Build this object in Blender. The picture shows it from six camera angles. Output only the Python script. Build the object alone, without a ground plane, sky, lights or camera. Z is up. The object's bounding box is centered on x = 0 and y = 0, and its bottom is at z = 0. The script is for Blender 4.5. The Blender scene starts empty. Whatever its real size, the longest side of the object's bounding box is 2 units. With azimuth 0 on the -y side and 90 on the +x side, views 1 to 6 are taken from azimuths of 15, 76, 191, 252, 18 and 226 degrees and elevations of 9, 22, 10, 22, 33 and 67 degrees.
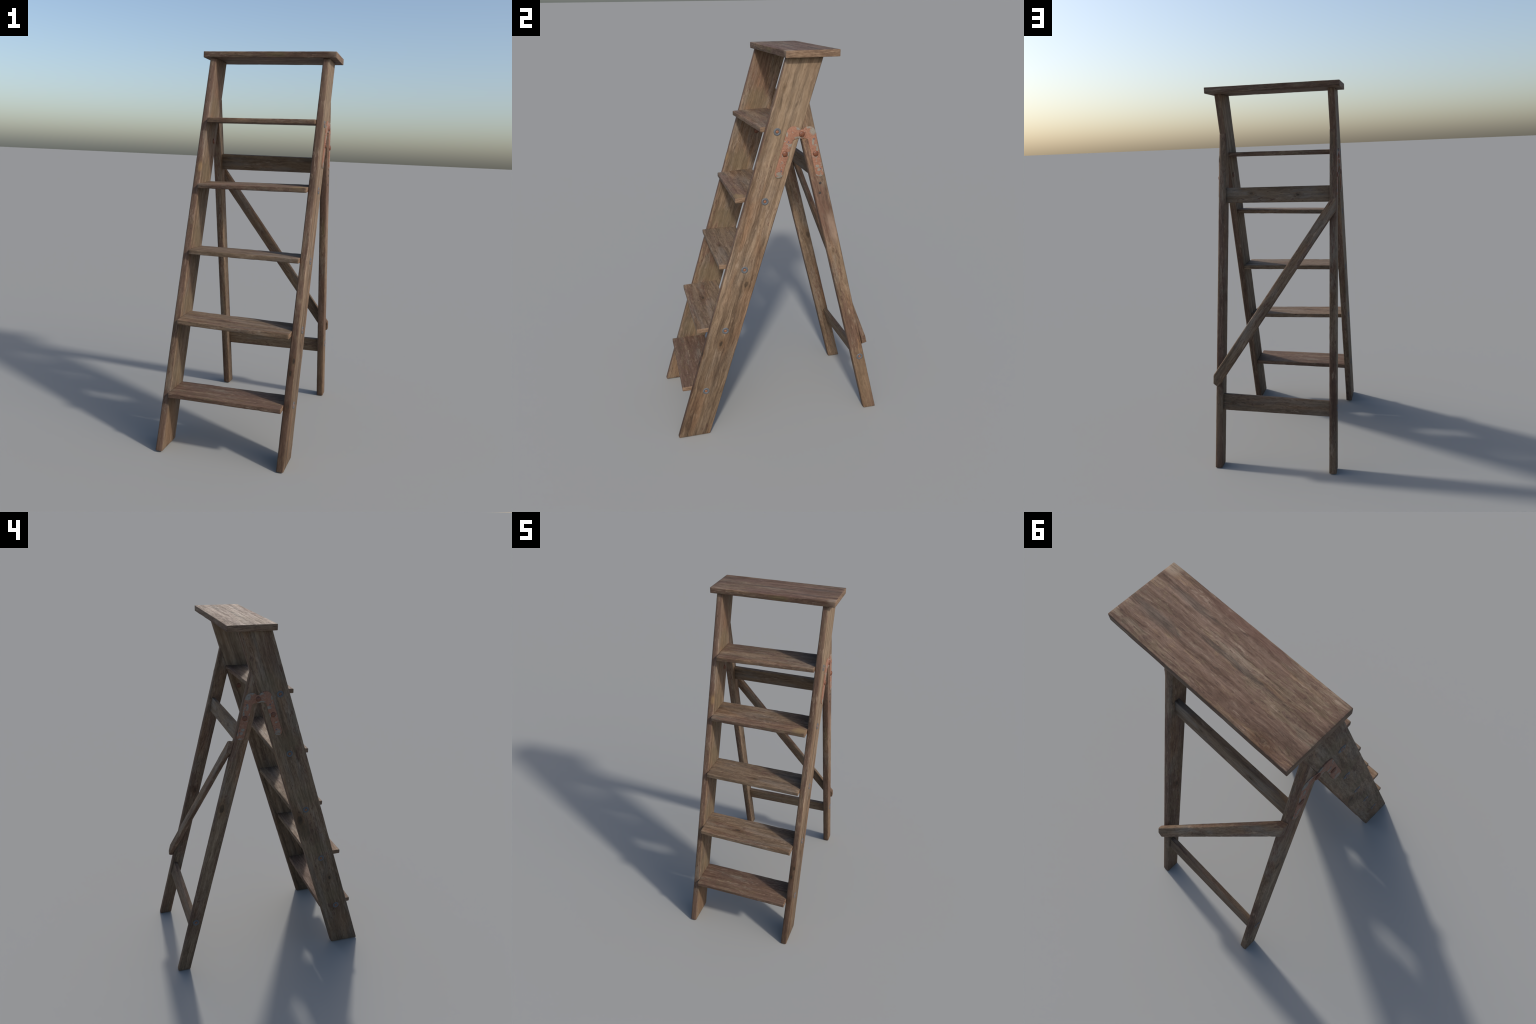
"""Weathered wooden folding step ladder, built plank by plank from measured corners."""
import bpy, bmesh, math
from mathutils import Vector, Matrix, noise

V = Vector

# --------------------------------------------------------------------------
# node helpers
# --------------------------------------------------------------------------
class Nodes:
    """Small convenience wrapper for building a material node tree."""

    def __init__(self, name):
        self.mat = bpy.data.materials.new(name)
        self.mat.use_nodes = True
        self.nt = self.mat.node_tree
        self.nt.nodes.clear()

    def new(self, kind, **props):
        n = self.nt.nodes.new(kind)
        for k, v in props.items():
            setattr(n, k, v)
        return n

    def put(self, sock, val):
        if isinstance(val, bpy.types.NodeSocket):
            self.nt.links.new(val, sock)
        elif isinstance(val, (tuple, list)) and sock.type == 'RGBA' and len(val) == 3:
            sock.default_value = (*val, 1.0)
        else:
            sock.default_value = val

    def math(self, op, a, b=0.0, c=0.0, clamp=False):
        n = self.new('ShaderNodeMath', operation=op, use_clamp=clamp)
        self.put(n.inputs[0], a)
        self.put(n.inputs[1], b)
        self.put(n.inputs[2], c)
        return n.outputs[0]

    def vmath(self, op, a, b=(0, 0, 0)):
        n = self.new('ShaderNodeVectorMath', operation=op)
        self.put(n.inputs[0], a)
        self.put(n.inputs[1], b)
        return n.outputs['Value' if op in ('LENGTH', 'DISTANCE', 'DOT_PRODUCT') else 'Vector']

    def scale(self, vec, s):
        return self.vmath('MULTIPLY', vec, s)

    def noise(self, vec, scale=1.0, detail=4.0, rough=0.55, dist=0.0):
        n = self.new('ShaderNodeTexNoise')
        self.put(n.inputs['Vector'], vec)
        n.inputs['Scale'].default_value = scale
        n.inputs['Detail'].default_value = detail
        n.inputs['Roughness'].default_value = rough
        n.inputs['Distortion'].default_value = dist
        return n.outputs['Fac']

    def step(self, val, lo, hi, out_lo=0.0, out_hi=1.0):
        n = self.new('ShaderNodeMapRange', interpolation_type='SMOOTHSTEP')
        self.put(n.inputs['Value'], val)
        self.put(n.inputs['From Min'], lo)
        self.put(n.inputs['From Max'], hi)
        self.put(n.inputs['To Min'], out_lo)
        self.put(n.inputs['To Max'], out_hi)
        return n.outputs['Result']

    def ramp(self, val, stops):
        n = self.new('ShaderNodeValToRGB')
        el = n.color_ramp.elements
        while len(el) < len(stops):
            el.new(0.5)
        for e, (p, c) in zip(el, stops):
            e.position = p
            e.color = (*c, 1.0)
        self.put(n.inputs[0], val)
        return n.outputs[0]

    def mix(self, fac, a, b, blend='MIX'):
        n = self.new('ShaderNodeMix', data_type='RGBA', blend_type=blend)
        self.put(n.inputs[0], fac)
        self.put(n.inputs[6], a)
        self.put(n.inputs[7], b)
        return n.outputs[2]

    def finish(self, color, rough, bump_height=None, bump_strength=0.3, bump_dist=0.002,
               metallic=0.0, spec=0.4):
        bs = self.new('ShaderNodeBsdfPrincipled')
        self.put(bs.inputs['Base Color'], color)
        self.put(bs.inputs['Roughness'], rough)
        self.put(bs.inputs['Metallic'], metallic)
        bs.inputs['Specular IOR Level'].default_value = spec
        if bump_height is not None:
            b = self.new('ShaderNodeBump')
            b.inputs['Strength'].default_value = bump_strength
            b.inputs['Distance'].default_value = bump_dist
            self.put(b.inputs['Height'], bump_height)
            self.nt.links.new(b.outputs[0], bs.inputs['Normal'])
        out = self.new('ShaderNodeOutputMaterial')
        self.nt.links.new(bs.outputs[0], out.inputs[0])
        return self.mat


def wood(name, seed, tone=1.0, red=0.5, grey=0.4, contrast=1.0, warm=0.3, foot=0.5, edge_red=0.0, figure=0.15, flecks=1.0,
         knots=(), patches=()):
    """Old pine with long streaks, worn red-brown stain, grey bloom and knots.
    The grain runs along object X. knots: (local position, radius, strength);
    patches: (local position, length, width, colour, strength) soft stains."""
    N = Nodes(name)
    co = N.new('ShaderNodeTexCoord').outputs['Object']
    off = (seed * 3.17 % 11, seed * 1.93 % 7, seed * 5.31 % 13)
    p = N.vmath('ADD', co, off)

    # knots push the grain sideways around them
    warp = None
    knot_dark = None
    halo = None
    for (kp, kr, ks) in knots:
        d = N.vmath('SUBTRACT', co, tuple(kp))
        de = N.scale(d, (0.55, 1.0, 1.0))
        r = N.vmath('LENGTH', de)
        wob = N.math('MULTIPLY', N.math('SUBTRACT', N.noise(N.scale(co, (60, 90, 90)), 1.0, 2), 0.5), kr * 0.9)
        r = N.math('ADD', r, wob)
        core = N.step(r, kr * 1.05, kr * 0.55, 0.0, ks)
        ring = N.step(r, kr * 3.2, kr * 0.9)
        push = N.math('DIVIDE', kr * kr * 1.4, N.math('ADD', N.math('MULTIPLY', r, r), kr * kr))
        w = N.vmath('SCALE', d)
        w.node.inputs['Scale'].default_value = 1.0
        N.put(w.node.inputs['Scale'], push)
        w = N.scale(w, (0.0, 0.75, 0.75))
        warp = w if warp is None else N.vmath('ADD', warp, w)
        knot_dark = core if knot_dark is None else N.math('MAXIMUM', knot_dark, core)
        halo = ring if halo is None else N.math('MAXIMUM', halo, ring)
    if warp is not None:
        p = N.vmath('SUBTRACT', p, warp)

    # slow waviness of the grain
    wn = N.new('ShaderNodeTexNoise')
    N.put(wn.inputs['Vector'], N.scale(p, (1.7, 6.0, 6.0)))
    wn.inputs['Detail'].default_value = 2.0
    wv = N.scale(N.vmath('SUBTRACT', wn.outputs['Color'], (0.5, 0.5, 0.5)), (0.0, 0.021, 0.021))
    pw = N.vmath('ADD', p, wv)

    def shifted(v, d, sc):
        return N.scale(N.vmath('ADD', v, d), sc)

    broad = N.noise(N.scale(pw, (1.9, 42, 42)), 1.0, 4, 0.6)
    mid = N.noise(N.scale(pw, (7.0, 140, 140)), 1.0, 5, 0.68)
    fine = N.noise(N.scale(pw, (20.0, 330, 330)), 1.0, 4, 0.7)
    mottle = N.noise(shifted(pw, (2.2, 5.1, 1.3), (24.0, 62, 62)), 1.0, 5, 0.68)
    fleck = N.noise(shifted(pw, (6.1, 0.7, 3.9), (30.0, 150, 150)), 1.0, 4, 0.7)

    g = N.math('MULTIPLY', broad, 0.50 - figure * 0.9)
    g = N.math('ADD', g, N.math('MULTIPLY', mid, 0.38 - figure * 0.4))
    g = N.math('ADD', g, N.math('MULTIPLY', fine, 0.12))
    g = N.math('ADD', g, N.math('MULTIPLY', mottle, figure))
    g = N.math('ADD', N.math('MULTIPLY', N.math('SUBTRACT', g, 0.5 * (1.0 - figure * 0.3)), 1.65 * contrast), 0.5)

    def k(r, gg, b):
        return (r * tone * 0.98, gg * tone * 0.97, b * tone * 0.98)

    base = N.ramp(g, [(0.26, k(0.052, 0.034, 0.020)), (0.42, k(0.105, 0.070, 0.043)),
                      (0.56, k(0.165, 0.115, 0.072)), (0.76, k(0.275, 0.200, 0.132))])
    # warm, orange-ish zones where the bare wood shows
    wz = N.step(N.noise(N.scale(p, (2.0, 14, 14)), 1.0, 3), 0.48, 0.66, 0.0, warm)
    base = N.mix(wz, base, N.mix(1.0, base, (1.28, 0.86, 0.62), 'MULTIPLY'))
    # grey bloom
    gz = N.step(N.noise(shifted(p, (3.7, 1.2, 4.4), (3.4, 18, 18)), 1.0, 4, 0.62), 0.46, 0.64, 0.0, grey)
    base = N.mix(gz, base, N.ramp(g, [(0.3, k(0.066, 0.053, 0.041)), (0.75, k(0.225, 0.183, 0.143))]))

    # remains of red-brown stain: patchy, broken up along the grain
    patch = N.noise(shifted(p, (8.1, 2.4, 0.7), (3.2, 15, 15)), 1.0, 3, 0.55)
    rm = N.math('ADD', N.math('MULTIPLY', patch, 0.36), N.math('MULTIPLY', mottle, 0.38))
    rm = N.math('ADD', rm, N.math('MULTIPLY', fleck, 0.26))
    red_lo = 0.625 - 0.22 * red
    tcn = N.new('ShaderNodeTexCoord')
    sny = N.new('ShaderNodeSeparateXYZ')
    N.put(sny.inputs[0], tcn.outputs['Normal'])
    narrow = N.step(N.math('ABSOLUTE', sny.outputs[1]), 0.55, 0.85, 0.0, edge_red)
    rm = N.math('ADD', rm, N.math('MULTIPLY', narrow, 0.12))
    red_mask = N.step(rm, red_lo, red_lo + 0.045, 0.0, 0.85)
    red_col = N.ramp(g, [(0.25, k(0.048, 0.025, 0.016)), (0.5, k(0.100, 0.057, 0.038)), (0.78, k(0.180, 0.112, 0.078))])
    col = N.mix(red_mask, base, red_col)
    # dark pores, short cracks and flecks
    pm = N.step(fleck, 0.585, 0.69, 0.0, 0.60 * flecks)
    dm = N.step(mottle, 0.565, 0.66, 0.0, 0.55 * flecks)
    col = N.mix(dm, col, N.mix(1.0, col, (0.48, 0.45, 0.43), 'MULTIPLY'))
    col = N.mix(pm, col, k(0.036, 0.023, 0.015))
    # pale scuffs where the surface is rubbed
    sc = N.step(N.noise(shifted(pw, (9.3, 4.4, 6.2), (15.0, 85, 85)), 1.0, 5, 0.7), 0.55, 0.66, 0.0, 0.60)
    sc = N.math('MULTIPLY', sc, N.step(N.noise(shifted(p, (4.3, 9.4, 1.2), (5.0, 20, 20)), 1.0, 3), 0.40, 0.58, 0.15, 1.0))
    col = N.mix(sc, col, k(0.255, 0.190, 0.135))
    # soft smoky blotches
    sm = N.step(N.noise(shifted(p, (1.9, 7.7, 2.2), (2.6, 10, 10)), 1.0, 3), 0.52, 0.70, 0.0, 0.55)
    col = N.mix(sm, col, N.mix(1.0, col, (0.56, 0.55, 0.54), 'MULTIPLY'))
    # ground-in dirt toward the feet
    geo = N.new('ShaderNodeNewGeometry')
    sep = N.new('ShaderNodeSeparateXYZ')
    N.put(sep.inputs[0], geo.outputs['Position'])
    hz = N.step(N.math('ADD', sep.outputs[2], N.math('MULTIPLY', N.math('SUBTRACT', broad, 0.5), 0.7)), 0.0, 1.25, foot, 0.0)
    col = N.mix(hz, col, N.mix(1.0, col, (0.52, 0.50, 0.47), 'MULTIPLY'))
    if knot_dark is not None:
        col = N.mix(N.math('MULTIPLY', halo, 0.6), col, N.mix(1.0, col, (0.66, 0.54, 0.40), 'MULTIPLY'))
        col = N.mix(knot_dark, col, N.ramp(fine, [(0.3, (0.016, 0.012, 0.008)), (0.7, (0.050, 0.033, 0.019))]))
    for (pp, pl, pw_, pc, ps) in patches:
        d = N.scale(N.vmath('SUBTRACT', co, tuple(pp)), (1.0 / pl, 1.0 / pw_, 1.0 / pw_))
        r = N.math('ADD', N.vmath('LENGTH', d), N.math('MULTIPLY', N.math('SUBTRACT', mid, 0.5), 1.6))
        r = N.math('ADD', r, N.math('MULTIPLY', N.math('SUBTRACT', mottle, 0.5), 1.0))
        shade = N.mix(1.0, pc, N.ramp(g, [(0.25, (0.55, 0.55, 0.55)), (0.75, (1.4, 1.4, 1.4))]), 'MULTIPLY')
        col = N.mix(N.step(r, 1.2, 0.45, 0.0, ps), col, shade)
    # sawn end grain: browner, with the rings running across
    tc = N.new('ShaderNodeTexCoord')
    sn = N.new('ShaderNodeSeparateXYZ')
    N.put(sn.inputs[0], tc.outputs['Normal'])
    endm = N.step(N.math('ABSOLUTE', sn.outputs[0]), 0.70, 0.90, 0.0, 0.85)
    eg = N.noise(N.scale(p, (120, 26, 170)), 1.0, 5, 0.65)
    col = N.mix(endm, col, N.ramp(eg, [(0.32, k(0.075, 0.044, 0.026)), (0.5, k(0.150, 0.096, 0.060)), (0.68, k(0.235, 0.160, 0.102))]))
    # rubbed arrises: pale where worn, dark where dirt sits
    pt = N.step(geo.outputs['Pointiness'], 0.53, 0.60, 0.0, 0.40)
    pt = N.math('MULTIPLY', pt, N.step(mottle, 0.47, 0.60))
    col = N.mix(pt, col, k(0.27, 0.195, 0.13))

    h = N.math('ADD', N.math('MULTIPLY', mid, 0.55), N.math('MULTIPLY', fine, 0.40))
    h = N.math('ADD', h, N.math('MULTIPLY', mottle, 0.35))
    h = N.math('SUBTRACT', h, N.math('MULTIPLY', pm, 0.6))
    h = N.math('SUBTRACT', h, N.math('MULTIPLY', red_mask, 0.10))
    if knot_dark is not None:
        h = N.math('SUBTRACT', h, N.math('MULTIPLY', knot_dark, 0.5))
    rough = N.step(g, 0.35, 0.65, 0.82, 0.66)
    return N.finish(col, rough, h, 0.42, 0.0025, spec=0.25)


def rusted_plate(name, centre, flakes, pits):
    """Salmon rust with flaking grey paint islands and fine wrinkles.
    flakes: (y, z, radius y, radius z) of the grey islands; pits: (y, z) dark blue spots."""
    N = Nodes(name)
    co = N.new('ShaderNodeTexCoord').outputs['Object']
    n1 = N.noise(N.scale(co, (48, 48, 48)), 1.0, 5, 0.62, 0.6)
    n2 = N.noise(N.scale(co, (170, 170, 170)), 1.0, 4, 0.65)
    w = N.noise(N.scale(co, (100, 110, 300)), 1.0, 3, 0.6, 1.5)
    rust = N.ramp(N.math('ADD', N.math('MULTIPLY', n2, 0.5), N.math('MULTIPLY', w, 0.5)),
                  [(0.30, (0.120, 0.054, 0.035)), (0.46, (0.205, 0.098, 0.063)), (0.62, (0.275, 0.142, 0.090)), (0.75, (0.33, 0.185, 0.115))])
    m = N.step(N.math('ADD', n1, N.math('MULTIPLY', n2, 0.25)), 0.72, 0.76)
    for (y, z, ry, rz) in flakes:
        d = N.vmath('MULTIPLY', N.vmath('SUBTRACT', co, (0, y - centre[0], z - centre[1])), (0.0, 1 / ry, 1 / rz))
        r = N.math('ADD', N.vmath('LENGTH', d), N.math('MULTIPLY', N.math('SUBTRACT', n2, 0.5), 1.5))
        r = N.math('ADD', r, N.math('MULTIPLY', N.math('SUBTRACT', n1, 0.5), 1.6))
        m = N.math('MAXIMUM', m, N.step(r, 1.0, 0.8))
    grey = N.ramp(n2, [(0.30, (0.110, 0.086, 0.064)), (0.42, (0.185, 0.160, 0.130)), (0.7, (0.225, 0.200, 0.168))])
    col = N.mix(m, rust, grey)
    for (y, z) in pits:
        d = N.vmath('MULTIPLY', N.vmath('SUBTRACT', co, (0, y - centre[0], z - centre[1])), (0, 1, 1))
        r = N.math('ADD', N.vmath('LENGTH', d), N.math('MULTIPLY', N.math('SUBTRACT', n2, 0.5), 0.004))
        col = N.mix(N.step(r, 0.0052, 0.0025, 0.0, 0.85), col, (0.065, 0.070, 0.095))
    h = N.math('ADD', N.math('MULTIPLY', w, 0.9), N.math('MULTIPLY', m, 0.25))
    return N.finish(col, 0.7, h, 0.6, 0.0018, spec=0.25)


def plain_metal(name, lo, hi, rough=0.5, metallic=0.0):
    N = Nodes(name)
    co = N.new('ShaderNodeTexCoord').outputs['Object']
    n = N.noise(N.scale(co, (160, 160, 160)), 1.0, 4, 0.6)
    return N.finish(N.ramp(n, [(0.3, lo), (0.7, hi)]), rough, n, 0.35, 0.001, metallic=metallic, spec=0.45)


# --------------------------------------------------------------------------
# geometry helpers
# --------------------------------------------------------------------------
def finish_mesh(bm, name, mat, angle=42):
    bmesh.ops.recalc_face_normals(bm, faces=bm.faces)
    me = bpy.data.meshes.new(name)
    bm.to_mesh(me)
    bm.free()
    for f in me.polygons:
        f.use_smooth = True
    me.set_sharp_from_angle(angle=math.radians(angle))
    me.materials.append(mat)
    return me


def add_object(name, me, matrix=None, parent=None):
    ob = bpy.data.objects.new(name, me)
    bpy.context.scene.collection.objects.link(ob)
    if matrix is not None:
        ob.matrix_world = matrix
    if parent is not None:
        ob.parent = parent
        ob.matrix_parent_inverse = Matrix.Identity(4)
        ob.matrix_basis = WORLD[parent.name].inverted() @ (matrix or Matrix.Identity(4))
    WORLD[ob.name] = (matrix or Matrix.Identity(4)).copy()
    return ob


WORLD = {}


def plank_frame(c):
    """Local frame of a plank with 8 corners c[u][v][w]: X along u, Y along v, Z along w."""
    def avg(pts):
        return sum(pts, V((0, 0, 0))) / len(pts)
    a0 = avg([c[0][j][k] for j in (0, 1) for k in (0, 1)])
    a1 = avg([c[1][j][k] for j in (0, 1) for k in (0, 1)])
    y0 = avg([c[i][0][k] for i in (0, 1) for k in (0, 1)])
    y1 = avg([c[i][1][k] for i in (0, 1) for k in (0, 1)])
    x = (a1 - a0).normalized()
    z = x.cross(y1 - y0).normalized()
    y = z.cross(x).normalized()
    m = Matrix((x, y, z)).transposed().to_4x4()
    m.translation = (a0 + a1) / 2
    return m


def make_plank(name, c, mat, parent, radius=0.005, wear=0.0012, seed=0, cuts=(), step=0.012, crown=(0.0, 0.0)):
    """A sawn board: rounded section lofted between its 8 corners, arrises worn by noise."""
    M = plank_frame(c)
    inv = M.inverted()
    L = (sum((c[1][j][k] - c[0][j][k]).length for j in (0, 1) for k in (0, 1))) / 4
    W = (sum((c[i][1][k] - c[i][0][k]).length for i in (0, 1) for k in (0, 1))) / 4
    T = (sum((c[i][j][1] - c[i][j][0]).length for i in (0, 1) for j in (0, 1))) / 4

    # rounded-rectangle section in (v, w) unit coordinates; 'e' marks the arrises
    sec = []
    rv, rw = radius / W, radius / T
    corner = [((1 - rv, 1 - rw), 0), ((rv, 1 - rw), 90), ((rv, rw), 180), ((1 - rv, rw), 270)]
    nW = max(2, int(W / 0.014))
    nT = max(1, int(T / 0.014))
    for i, ((cv, cw), a0) in enumerate(corner):
        for s in range(5):
            a = math.radians(a0 + 90 * s / 4)
            sec.append((cv + rv * math.cos(a), cw + rw * math.sin(a), 1.0))
        nv, nw = corner[(i + 1) % 4][0]
        n = nW if i % 2 == 0 else max(nT, 4 if any(crown) else 1)
        a = math.radians(a0 + 90)
        s0 = (cv + rv * math.cos(a), cw + rw * math.sin(a))
        s1 = (nv + rv * math.cos(a), nw + rw * math.sin(a))
        for s in range(1, n):
            t = s / n
            sec.append((s0[0] + (s1[0] - s0[0]) * t, s0[1] + (s1[1] - s0[1]) * t, 0.0))

    def at(u, v, w):
        p = V((0, 0, 0))
        for i, fu in ((0, 1 - u), (1, u)):
            for j, fv in ((0, 1 - v), (1, v)):
                for k, fw in ((0, 1 - w), (1, w)):
                    p += c[i][j][k] * (fu * fv * fw)
        return p

    n = max(6, int(L / step))
    us = [i / n for i in range(n + 1)]
    er = min(radius * 0.4, 0.0018)                # small chamfer at the sawn ends
    stations = [(0.0, er), (er * 0.35 / L, er * 0.3)] + [(er / L, 0.0)]
    stations += [(u, 0.0) for u in us if er / L * 1.5 < u < 1 - er / L * 1.5]
    stations += [(1 - er / L, 0.0), (1 - er * 0.35 / L, er * 0.3), (1.0, er)]
    bm = bmesh.new()
    rings = []
    so = V((seed * 1.7, seed * 0.9, seed * 2.3))
    for (u, inset) in stations:
        ring = []
        for (v, w, e) in sec:
            sv = 0.5 + (v - 0.5) * (1 - 2 * inset / W)
            sw = 0.5 + (w - 0.5) * (1 - 2 * inset / T)
            p = inv @ at(u, sv, sw)
            # direction toward the plank's spine, in section
            d = V((0, (v - 0.5) * W, (w - 0.5) * T))
            dv = V((0, -1 if v > 0.5 else 1, 0)) if e else V((0, 0, 0))
            dw = V((0, 0, -1 if w > 0.5 else 1)) if e else V((0, 0, 0))
            q = p + so
            nz = noise.noise(V((q.x * 14, q.y * 30, q.z * 30)))
            chip = noise.noise(V((q.x * 38 + 5, q.y * 40, q.z * 40)))
            if e:
                p += (dv + dw) * wear * (0.35 * (nz + 0.4) + 1.3 * max(0.0, chip - 0.28))
            else:
                k = 0.00035 * noise.noise(V((q.x * 6, q.y * 45, q.z * 45)))
                p += d.normalized() * k
            # narrow faces are planed to a slight crown
            p += V((0, -math.copysign(crown[v > 0.5], v - 0.5) * (2 * w - 1) ** 2 * abs(2 * v - 1) ** 6, 0))
            # very slight bow of the whole board
            b = noise.noise(V((q.x * 1.6, seed * 3.1, 0.5)))
            p += V((0, 0.0006 * b, 0.0004 * b))
            ring.append(bm.verts.new(p))
        rings.append(ring)
    m = len(sec)
    for a, b in zip(rings, rings[1:]):
        for i in range(m):
            bm.faces.new((a[i], a[(i + 1) % m], b[(i + 1) % m], b[i]))
    bm.faces.new(rings[0][::-1])
    bm.faces.new(rings[-1])
    for (pt, nrm) in cuts:                        # saw off corners, given in world space
        lp = inv @ V(pt)
        ln = (M.to_3x3().inverted() @ V(nrm)).normalized()
        geom = bm.verts[:] + bm.edges[:] + bm.faces[:]
        r = bmesh.ops.bisect_plane(bm, geom=geom, plane_co=lp, plane_no=ln, clear_outer=True)
        edges = [g for g in r['geom_cut'] if isinstance(g, bmesh.types.BMEdge)]
        bmesh.ops.edgeloop_fill(bm, edges=edges)
    me = finish_mesh(bm, name, mat)
    return add_object(name, me, M, parent)


def box_corners(f):
    """f(i, j, k) -> world position"""
    return [[[V(f(i, j, k)) for k in (0, 1)] for j in (0, 1)] for i in (0, 1)]


def local(c, pts):
    inv = plank_frame(c).inverted()
    return [inv @ V(p) for p in pts]


def knots_for(c, items):
    inv = plank_frame(c).inverted()
    return [(inv @ V(p), r, s) for (p, r, s) in items]


def patches_for(c, items):
    inv = plank_frame(c).inverted()
    return [(inv @ V(p), l, w, col, s) for (p, l, w, col, s) in items]


# --------------------------------------------------------------------------
# the ladder
# --------------------------------------------------------------------------
root = bpy.data.objects.new('wooden_step_ladder', None)
bpy.context.scene.collection.objects.link(root)
WORLD[root.name] = Matrix.Identity(4)
root['label'] = 'old weathered wooden folding step ladder with rusty hinges'
root['category'] = 'step ladder'

X_IN, X_OUT = 0.288, 0.3235          # inner and outer face of the side members
TOP_Z = 1.9675                        # underside of the top board

# side profile lines y(z)
def stile_front(z): return -0.5735 + 0.3108 * z
def stile_rear(z): return -0.4000 + 0.3134 * z
def leg_rear(z): return 0.5735 - 0.2400 * z
def leg_front(z): return 0.5005 - 0.2450 * z

LEFT, RIGHT = -1, 1

# ---- top board
c = box_corners(lambda i, j, k: ((-0.358, 0.358)[i], (0.0245, 0.2835)[j], (1.968, 2.0)[k]))
top_mat = wood('wood_top_board', 1, tone=1.02, red=0.74, grey=0.4, contrast=1.25, warm=0.3, foot=0.0, figure=0.24,
               knots=knots_for(c, [((-0.255, 0.262, 2.0), 0.010, 0.35)]),
               patches=patches_for(c, [((0.045, 0.022, 1.985), 0.07, 0.016, (0.135, 0.098, 0.048), 0.75),
                                       ((0.25, 0.192, 2.0), 0.11, 0.020, (0.078, 0.060, 0.046), 0.6),
                                       ((0.205, 0.088, 2.0), 0.10, 0.015, (0.080, 0.062, 0.048), 0.5),
                                       ((-0.03, 0.147, 2.0), 0.17, 0.011, (0.052, 0.042, 0.034), 0.6),
                                       ((0.343, 0.040, 2.0), 0.035, 0.030, (0.235, 0.175, 0.125), 0.7),
                                       ((0.02, 0.040, 2.0), 0.20, 0.016, (0.115, 0.060, 0.042), 0.6)]))
make_plank('top_board', c, top_mat, root, radius=0.0030, wear=0.0014, seed=1)

# ---- stiles (the wide side boards that carry the steps)
stile = {}
for side, seed in ((RIGHT, 11), (LEFT, 12)):
    zb = 0.0015 if side == RIGHT else 0.004
    def f(i, j, k, s=side, zb=zb):
        z = (zb, TOP_Z)[i]
        y = (stile_front(z), stile_rear(z))[j]
        xs = sorted((s * X_IN, s * X_OUT))
        return (xs[k], y, z)
    c = box_corners(f)
    if side == RIGHT:
        mat = wood('wood_right_stile', 21, tone=1.10, red=0.28, grey=0.30, contrast=1.15, flecks=0.6, warm=0.3, foot=0.85, edge_red=1.0,
                   knots=knots_for(c, [((X_OUT, -0.177, 0.868), 0.011, 0.75), ((X_OUT, -0.321, 0.546), 0.010, 0.9),
                                       ((X_OUT, 0.027, 1.836), 0.005, 0.6), ((0.314, -0.42, 0.496), 0.008, 0.95),
                                       ((0.303, -0.438, 0.439), 0.009, 0.95), ((0.309, -0.484, 0.289), 0.008, 0.6)]),
                   patches=patches_for(c, [((X_OUT, 0.06, 1.75), 0.30, 0.09, (0.200, 0.143, 0.090), 0.45)]))
    else:
        mat = wood('wood_left_stile', 34, tone=1.10, red=0.44, grey=0.6, contrast=1.0, figure=0.20, warm=0.35, edge_red=0.7,
                   knots=knots_for(c, [((-X_OUT, -0.153, 0.885), 0.020, 0.8), ((-X_OUT, -0.358, 0.476), 0.009, 0.9),
                                       ((-0.298, -0.141, 1.397), 0.012, 0.25)]),
                   patches=patches_for(c, [((-X_OUT, -0.18, 0.81), 0.07, 0.035, (0.075, 0.052, 0.030), 0.7),
                                           ((-0.297, -0.141, 1.39), 0.03, 0.012, (0.24, 0.15, 0.07), 0.7),
                                           ((-X_IN, 0.06, 1.86), 0.15, 0.06, (0.115, 0.064, 0.040), 0.6)]
                   + [((-X_IN, (stile_front(z) + stile_rear(z)) / 2, z), 0.07, 0.075, (0.125, 0.092, 0.054), 0.7)
                      for z in (1.70, 1.36, 1.03, 0.69, 0.35)]
                   + [((-X_IN, -0.46, 0.12), 0.14, 0.07, (0.165, 0.098, 0.055), 0.6)]))
    stile[side] = make_plank('stile', c, mat, root, radius=0.0058, wear=0.0015, seed=seed, crown=(0.0013, 0.0010))

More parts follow.
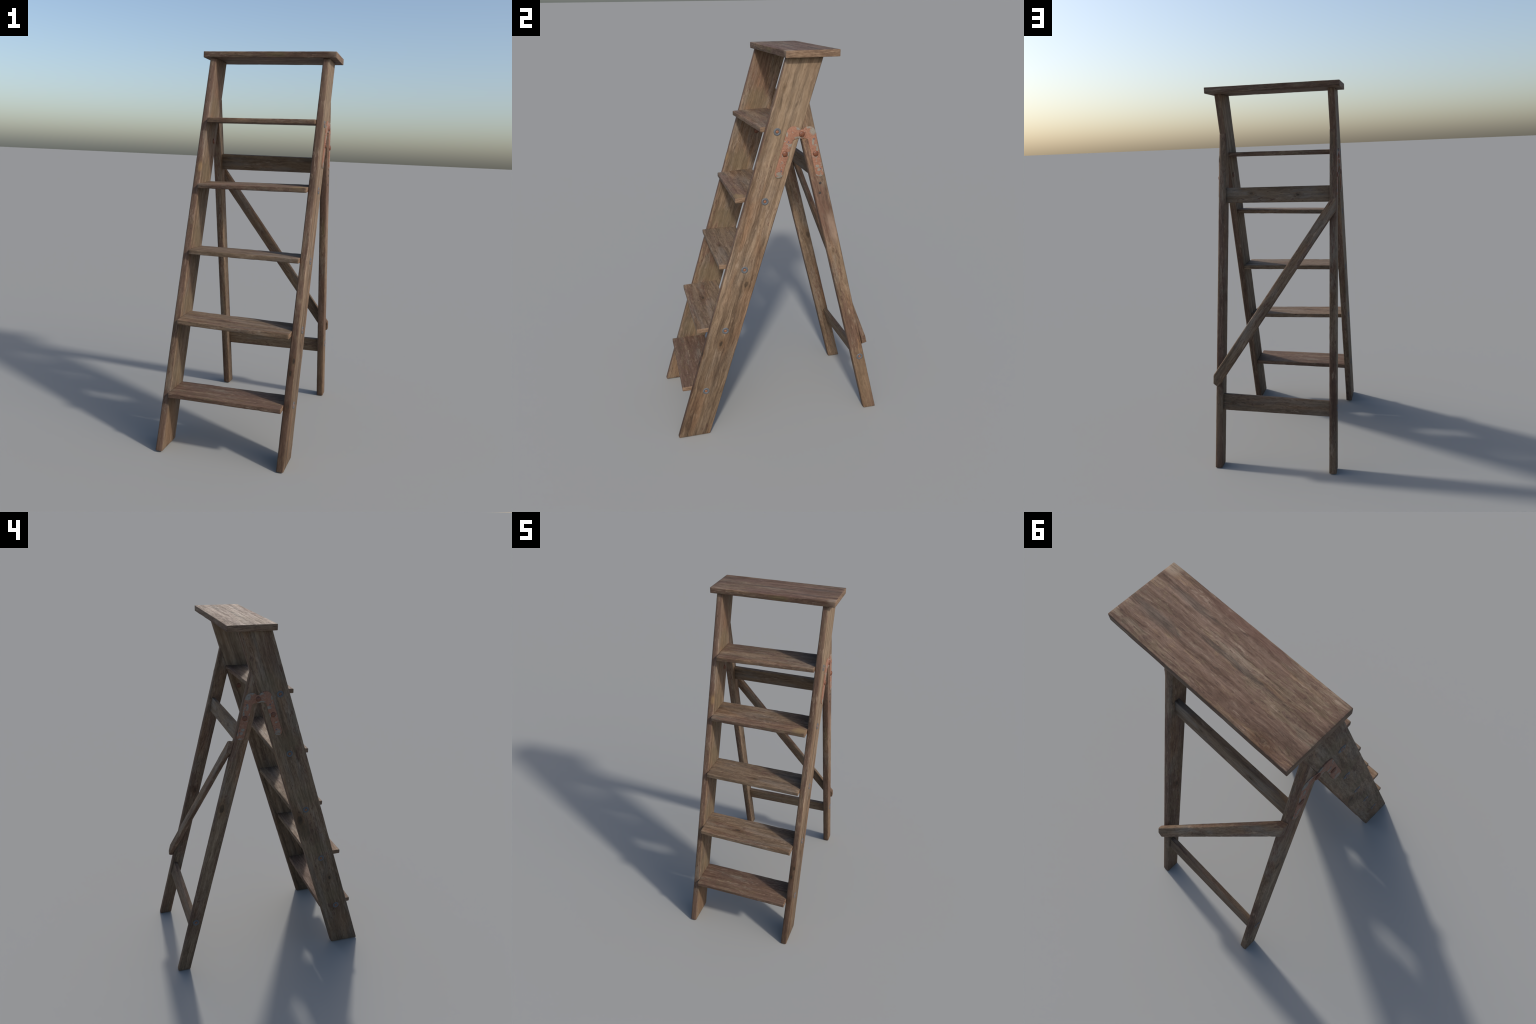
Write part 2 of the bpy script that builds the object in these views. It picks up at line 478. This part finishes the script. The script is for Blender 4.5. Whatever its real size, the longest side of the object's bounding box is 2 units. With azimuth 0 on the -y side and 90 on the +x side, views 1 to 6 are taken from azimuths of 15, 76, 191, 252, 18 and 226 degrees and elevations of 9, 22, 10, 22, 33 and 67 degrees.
# ---- steps: (left end x, front y left, right; top z front-left, front-right; pitch left, right; red)
STEPS = [
    (-0.2820, -0.0995, -0.0835, 1.6460, 1.6525, 0.006, 0.003, 0.66),
    (-0.2875, -0.1960, -0.2150, 1.3040, 1.3130, 0.009, 0.011, 0.58),
    (-0.2850, -0.2998, -0.3080, 0.9725, 0.9745, -0.003, -0.003, 0.42),
    (-0.2850, -0.4312, -0.4390, 0.6355, 0.6280, 0.004, 0.006, 0.42),
    (-0.2860, -0.5187, -0.5330, 0.2850, 0.2935, -0.004, -0.003, 0.74),
]
STEP_DEPTH, STEP_THICK = 0.2015, 0.0245
for n, (xl, yl, yr, zl, zr, pl, pr, red) in enumerate(STEPS):
    def f(i, j, k):
        # squared to the front, let into the stiles further back
        x = ((xl, X_IN - 0.0006), (-X_IN - 0.0045, X_IN + 0.0008))[j][i]
        y0 = (yl, yr)[i]
        z0 = (zl, zr)[i]
        pitch = (pl, pr)[i]
        return (x, y0 + STEP_DEPTH * j, z0 + pitch * j - STEP_THICK * (1 - k))
    c = box_corners(f)
    kn, pa = [], []
    if n == 3:
        kn = [((-0.073, -0.348, 0.637), 0.010, 0.75)]
    if n == 2:
        kn = [((0.004, -0.253, 0.973), 0.007, 0.5)]
    if n == 1:
        pa = [((0.25, -0.19, 1.314), 0.05, 0.03, (0.22, 0.15, 0.075), 0.75)]
    mat = wood('wood_step_%s' % 'abcde'[n], 40 + n * 7, tone=1.08, red=red, grey=0.6, contrast=1.1, figure=0.25, warm=0.25, foot=0.15,
               knots=knots_for(c, kn), patches=patches_for(c, pa))
    make_plank('step', c, mat, root, radius=0.0036, wear=0.0020, seed=20 + n)

# ---- rear legs, cut along the back of the stiles
leg = {}
z_in = (0.4000 + 0.5005 + 0.0028) / (0.3134 + 0.2450)      # front edge meets stile
z_out = (0.4000 + 0.5735 + 0.0028) / (0.3134 + 0.2400)     # rear edge meets stile
for side, seed in ((RIGHT, 31), (LEFT, 32)):
    zb = 0.0 if side == RIGHT else 0.002
    def f(i, j, k, s=side, zb=zb):
        if i == 0:
            z = zb
            y = (leg_front(z), leg_rear(z))[j]
        else:
            z = (z_in, z_out)[j]
            y = stile_rear(z) - 0.0028
        xs = sorted((s * (X_IN - 0.0012), s * (X_OUT + 0.0008)))
        return (xs[k], y, z)
    c = box_corners(f)
    if side == RIGHT:
        mat = wood('wood_right_leg', 77, tone=1.12, red=0.60, grey=0.55, figure=0.25, contrast=1.1, warm=0.35, edge_red=0.4,
                   knots=knots_for(c, [((X_OUT, 0.285, 1.00), 0.006, 0.4), ((X_IN, 0.321, 0.87), 0.011, 0.6)]),
                   patches=patches_for(c, [((X_OUT, 0.49, 0.20), 0.22, 0.06, (0.150, 0.098, 0.058), 0.6),
                                           ((X_OUT, 0.235, 1.22), 0.20, 0.05, (0.098, 0.052, 0.036), 0.65),
                                           ((X_OUT, 0.280, 1.13), 0.10, 0.022, (0.235, 0.165, 0.120), 0.75),
                                           ((X_OUT, 0.165, 1.62), 0.16, 0.04, (0.120, 0.080, 0.052), 0.5),
                                           ((X_OUT - 0.015, 0.25, 1.07), 0.07, 0.015, (0.14, 0.105, 0.04), 0.5)]))
    else:
        mat = wood('wood_left_leg', 83, tone=1.14, red=0.46, grey=0.6, figure=0.25, contrast=1.0, warm=0.45, edge_red=0.4,
                   knots=knots_for(c, [((-X_OUT, 0.306, 1.02), 0.017, 0.65), ((-X_IN, 0.346, 0.876), 0.015, 0.5)]))
    leg[side] = make_plank('rear_leg', c, mat, root, radius=0.0065, wear=0.0014, seed=seed, crown=(0.0012, 0.0018))

# ---- crossbars between the rear legs: corner positions left and right
def crossbar(name, left, right, mat_args, knots, seed):
    """left/right: (front-bottom, front-top, rear-bottom, rear-top) as (y, z)"""
    ends = (left, right)
    def f(i, j, k):
        y, z = ends[i][k * 2 + j]
        x = (-X_IN - 0.0005, X_IN + 0.0005)[i]
        return (x, y, z)
    c = box_corners(f)
    mat = wood('wood_' + name + '_' + str(seed), knots=knots_for(c, knots), **mat_args)
    return make_plank(name, c, mat, root, radius=0.0035, wear=0.0012, seed=seed)

crossbar('crossbar',
         ((0.2010, 1.3750), (0.1840, 1.4600), (0.2220, 1.3800), (0.2060, 1.4645)),
         ((0.1955, 1.3790), (0.1805, 1.4600), (0.2170, 1.3830), (0.2040, 1.4645)),
         dict(seed=91, tone=1.02, red=0.28, grey=0.9, figure=0.22, contrast=0.7, warm=0.3),
         [((0.145, 0.21, 1.431), 0.006, 0.6), ((-0.114, 0.21, 1.417), 0.007, 0.8)], 41)
crossbar('crossbar',
         ((0.4768, 0.2780), (0.4560, 0.3550), (0.5000, 0.2830), (0.4797, 0.3600)),
         ((0.4690, 0.2900), (0.4460, 0.3725), (0.4928, 0.2940), (0.4695, 0.3755)),
         dict(seed=97, tone=1.02, red=0.45, figure=0.25, grey=0.5, contrast=0.8, warm=0.3, foot=0.2),
         [((0.232, 0.48, 0.3297), 0.004, 0.95)], 42)

# ---- diagonal brace nailed to the back of the legs
LEAN = 0.2400
def on_back(x, z, off):
    h = math.hypot(1, LEAN)
    return V((x, leg_rear(z) + off / h, z + off * LEAN / h))

def brace_upper(x): return 0.5805 + 1.4495 * (0.265 - x)
def brace_lower(x): return 0.4795 + 1.4520 * (0.2636 - x)

BX0, BX1 = 0.3335, -0.3215
def f(i, j, k):
    x = (BX0, BX1)[i]
    z = (brace_lower(x), brace_upper(x))[j]
    return on_back(x, z, (0.0004, 0.0255)[k])
c = box_corners(f)
a1, b1 = on_back(0.3335, 0.435, 0), on_back(0.3065, 0.4165, 0)
a2, b2 = on_back(-0.2876, 1.3815, 0), on_back(-0.3215, 1.396, 0)
nb = V((0, 1, LEAN)).normalized()
n1 = nb.cross(b1 - a1).normalized()
n1 = n1 if n1.z < 0 else -n1
n2 = nb.cross(b2 - a2).normalized()
n2 = n2 if n2.z > 0 else -n2
mat = wood('wood_brace', 103, tone=1.24, red=0.42, grey=0.8, figure=0.22, contrast=0.85, warm=0.3, edge_red=0.5,
           knots=knots_for(c, [((0.03, 0.40, 0.88), 0.008, 0.35), ((-0.08, 0.37, 1.03), 0.006, 0.5)]))
make_plank('diagonal_brace', c, mat, root, radius=0.0095, wear=0.0013, seed=51, cuts=[(a1, n1), (a2, n2)])

# --------------------------------------------------------------------------
# metal fittings
# --------------------------------------------------------------------------
RUST_HEAD = plain_metal('rusty_rivet', (0.070, 0.021, 0.010), (0.165, 0.058, 0.025), 0.5)
RUST_SCREW = plain_metal('rusty_screw', (0.12, 0.045, 0.020), (0.24, 0.095, 0.044), 0.6)
GREY_STEEL = plain_metal('grey_steel', (0.060, 0.064, 0.070), (0.090, 0.095, 0.102), 0.6, 0.0)
DARK_IRON = plain_metal('dark_iron', (0.018, 0.015, 0.013), (0.042, 0.034, 0.029), 0.8)


def lathe(name, profile, mat, seg=36):
    """Revolve (radius, height) profile about local X."""
    bm = bmesh.new()
    rings = []
    for (r, h) in profile:
        if r < 1e-6:
            rings.append([bm.verts.new((h, 0, 0))])
        else:
            rings.append([bm.verts.new((h, r * math.cos(2 * math.pi * i / seg), r * math.sin(2 * math.pi * i / seg)))
                          for i in range(seg)])
    for a, b in zip(rings, rings[1:]):
        for i in range(seg):
            j = (i + 1) % seg
            if len(a) == 1:
                bm.faces.new((a[0], b[i], b[j]))
            elif len(b) == 1:
                bm.faces.new((a[i], b[0], a[j]))
            else:
                bm.faces.new((a[i], b[i], b[j], a[j]))
    return finish_mesh(bm, name, mat, 40)


def dome(r, h, n=8, lip=0.0012):
    prof = [(r * 1.0, 0.0), (r * 1.0, lip)]
    for i in range(1, n + 1):
        a = math.pi / 2 * i / n
        prof.append((r * math.cos(a) if i < n else 0.0, lip + (h - lip) * math.sin(a)))
    return prof


rivet_me = lathe('rivet', dome(0.0140, 0.0070), RUST_HEAD)
washer_me = lathe('washer', [(0.0074, 0.0002), (0.0088, 0.0014), (0.0102, 0.0026), (0.0128, 0.0030), (0.0156, 0.0026),
                             (0.0176, 0.0016), (0.0184, 0.0006), (0.0184, -0.0005)], GREY_STEEL)
screw_me = lathe('screw', dome(0.0070, 0.0036, 6, 0.0006), RUST_SCREW)
nail_me = lathe('nail', [(0.0068, -0.001), (0.0066, 0.0006), (0.0052, 0.0011), (0.0, 0.0008)], DARK_IRON)


def facing(side, y, z, x, spin=0.0):
    m = Matrix.Rotation(spin, 4, 'X')
    if side < 0:
        m = Matrix.Rotation(math.pi, 4, 'Z') @ m
    m.translation = V((x, y, z))
    return m


WASHERS_ON_STILE = [(-0.0095, 1.6335), (-0.0737, 1.2970), (-0.1842, 0.9480), (-0.2943, 0.6190), (-0.4115, 0.2740)]
for side in (RIGHT, LEFT):
    for n, (y, z) in enumerate(WASHERS_ON_STILE):
        w = add_object('washer', washer_me, facing(side, y, z, side * X_OUT, n), stile[side])
        add_object('screw', screw_me, facing(side, y, z, side * (X_OUT + 0.0002), n * 2), stile[side])
    y, z = (0.4605, 0.3480) if side == RIGHT else (0.4617, 0.3170)
    add_object('washer', washer_me, facing(side, y, z, side * (X_OUT + 0.0006), 2), leg[side])
    add_object('screw', screw_me, facing(side, y, z, side * (X_OUT + 0.0008), 1), leg[side])
    # bolt head on the inner face, opposite the hinge rivet
    add_object('rivet', rivet_me, facing(-side, 0.0355, 1.528, side * X_IN, 1), stile[side])
for (y, z) in ((0.2085, 1.3690), (0.2075, 1.3190)):
    add_object('nail', nail_me, facing(RIGHT, y, z, X_OUT + 0.0009), leg[RIGHT])


def arc(cy, cz, r, a0, a1, n):
    return [(cy + r * math.cos(math.radians(a0 + (a1 - a0) * i / n)),
             cz + r * math.sin(math.radians(a0 + (a1 - a0) * i / n))) for i in range(n + 1)]


PIVOT = (0.1106, 1.6165)
HINGE_R = 0.0200


def hinge_arm(name, x0, thick, outline, side, parent, mat):
    """Flat forged plate with softened rim; outline in world (y, z)."""
    bm = bmesh.new()
    cy = sum(p[0] for p in outline) / len(outline)
    cz = sum(p[1] for p in outline) / len(outline)
    loops = []
    for (inset, h) in ((0.0, 0.0), (0.0, thick * 0.55), (0.0006, thick * 0.88), (0.0015, thick)):
        ring = []
        m = len(outline)
        for i, (y, z) in enumerate(outline):
            py, pz = outline[i - 1]
            ny, nz = outline[(i + 1) % m]
            t = V((ny - py, nz - pz))
            nrm = V((-t.y, t.x)).normalized() * inset     # outline runs counter-clockwise
            ring.append(bm.verts.new((h * 1.0, y + nrm.x - cy, z + nrm.y - cz)))
        loops.append(ring)
    m = len(outline)
    for a, b in zip(loops, loops[1:]):
        for i in range(m):
            bm.faces.new((a[i], a[(i + 1) % m], b[(i + 1) % m], b[i]))
    bm.faces.new(loops[0][::-1])
    bm.faces.new(loops[-1])
    if side < 0:
        for v in bm.verts:
            v.co.x *= -1
    bmesh.ops.triangulate(bm, faces=[f_ for f_ in bm.faces if len(f_.verts) > 4])
    me = finish_mesh(bm, name, mat, 35)
    M = Matrix.Translation((side * x0, cy, cz))
    return add_object(name, me, M, parent)


# stile arm: tip circle, outer edge, rounded elbow, neck, pivot eye, inner elbow
tip_s = (-0.0040, 1.4300)
ds = V((0.3010, 0.9536))                 # direction up the stile
ns = V((0.9536, -0.3010))                # to its rear
HW = 0.0205
def along(base, d, n, a, b): return (base[0] + d[0] * a + n[0] * b, base[1] + d[1] * a + n[1] * b)

ang = math.degrees(math.atan2(ds.y, ds.x))
stile_arm = []
stile_arm += [along(tip_s, ds, ns, 0.174, HW), along(tip_s, ds, ns, 0.10, HW), along(tip_s, ds, ns, 0.04, HW)]
stile_arm += arc(tip_s[0], tip_s[1], HW, ang - 90, ang - 270, 10)
stile_arm += [along(tip_s, ds, ns, 0.06, -HW), along(tip_s, ds, ns, 0.13, -HW)]
stile_arm += [(0.0325, 1.6190), (0.0365, 1.6320), (0.0435, 1.6435), (0.0535, 1.6515), (0.0650, 1.6552), (0.0765, 1.6548),
              (0.0870, 1.6515), (0.0970, 1.6468)]
stile_arm += arc(PIVOT[0], PIVOT[1], HINGE_R * 1.12, 105, -95, 12)
stile_arm += [(0.1000, 1.5962), (0.0905, 1.5990)]
stile_arm = stile_arm[::-1]

tip_l = (0.2040, 1.4205)
dl = V((-0.2350, 0.9720))
nl = V((0.9720, 0.2350))
angl = math.degrees(math.atan2(dl.y, dl.x))
leg_arm = []
leg_arm += [along(tip_l, dl, nl, 0.178, -HW), along(tip_l, dl, nl, 0.10, -HW), along(tip_l, dl, nl, 0.04, -HW)]
leg_arm += arc(tip_l[0], tip_l[1], HW, angl + 90, angl + 270, 10)
leg_arm += [along(tip_l, dl, nl, 0.06, HW), along(tip_l, dl, nl, 0.13, HW)]
leg_arm += [(0.1850, 1.6030), (0.1835, 1.6165), (0.1790, 1.6300), (0.1715, 1.6415), (0.1615, 1.6490), (0.1510, 1.6512),
            (0.1400, 1.6505), (0.1290, 1.6475)]
leg_arm += arc(PIVOT[0], PIVOT[1], HINGE_R * 1.02, 75, 285, 12)
leg_arm += [(0.1260, 1.5968)]

def centre_of(outline):
    return (sum(p[0] for p in outline) / len(outline), sum(p[1] for p in outline) / len(outline))


STILE_PLATE = rusted_plate('rusted_stile_plate', centre_of(stile_arm),
                           [(0.0955, 1.6440, 0.014, 0.008), (0.0950, 1.6010, 0.022, 0.006), (0.0370, 1.6200, 0.006, 0.012),
                            (0.0560, 1.5660, 0.017, 0.009), (0.0480, 1.5230, 0.010, 0.013), (-0.0030, 1.4310, 0.016, 0.010),
                            (0.0080, 1.4180, 0.013, 0.009), (-0.010, 1.4130, 0.010, 0.007)],
                           [(0.0455, 1.5830), (0.0080, 1.4440)])
LEG_PLATE = rusted_plate('rusted_leg_plate', centre_of(leg_arm),
                         [(0.1660, 1.6290, 0.018, 0.021), (0.1440, 1.6465, 0.013, 0.006), (0.1680, 1.5760, 0.007, 0.017),
                          (0.1890, 1.5420, 0.006, 0.016), (0.1920, 1.4560, 0.011, 0.008), (0.2000, 1.4380, 0.009, 0.009),
                          (0.2220, 1.4350, 0.006, 0.011), (0.2060, 1.4070, 0.014, 0.005)],
                         [(0.1720, 1.5895), (0.2080, 1.4430)])

for side in (RIGHT, LEFT):
    plate = hinge_arm('hinge', X_OUT + 0.0004, 0.0042, stile_arm, side, root, STILE_PLATE)
    hinge_arm('hinge_arm', X_OUT + 0.0010, 0.0022, leg_arm, side, plate, LEG_PLATE)
    for (y, z, lift) in ((PIVOT[0], PIVOT[1], 0.0044), (0.0270, 1.5265, 0.0044), (0.1818, 1.5185, 0.0030)):
        add_object('rivet', rivet_me, facing(side, y, z, side * (X_OUT + lift), y * 40), plate)
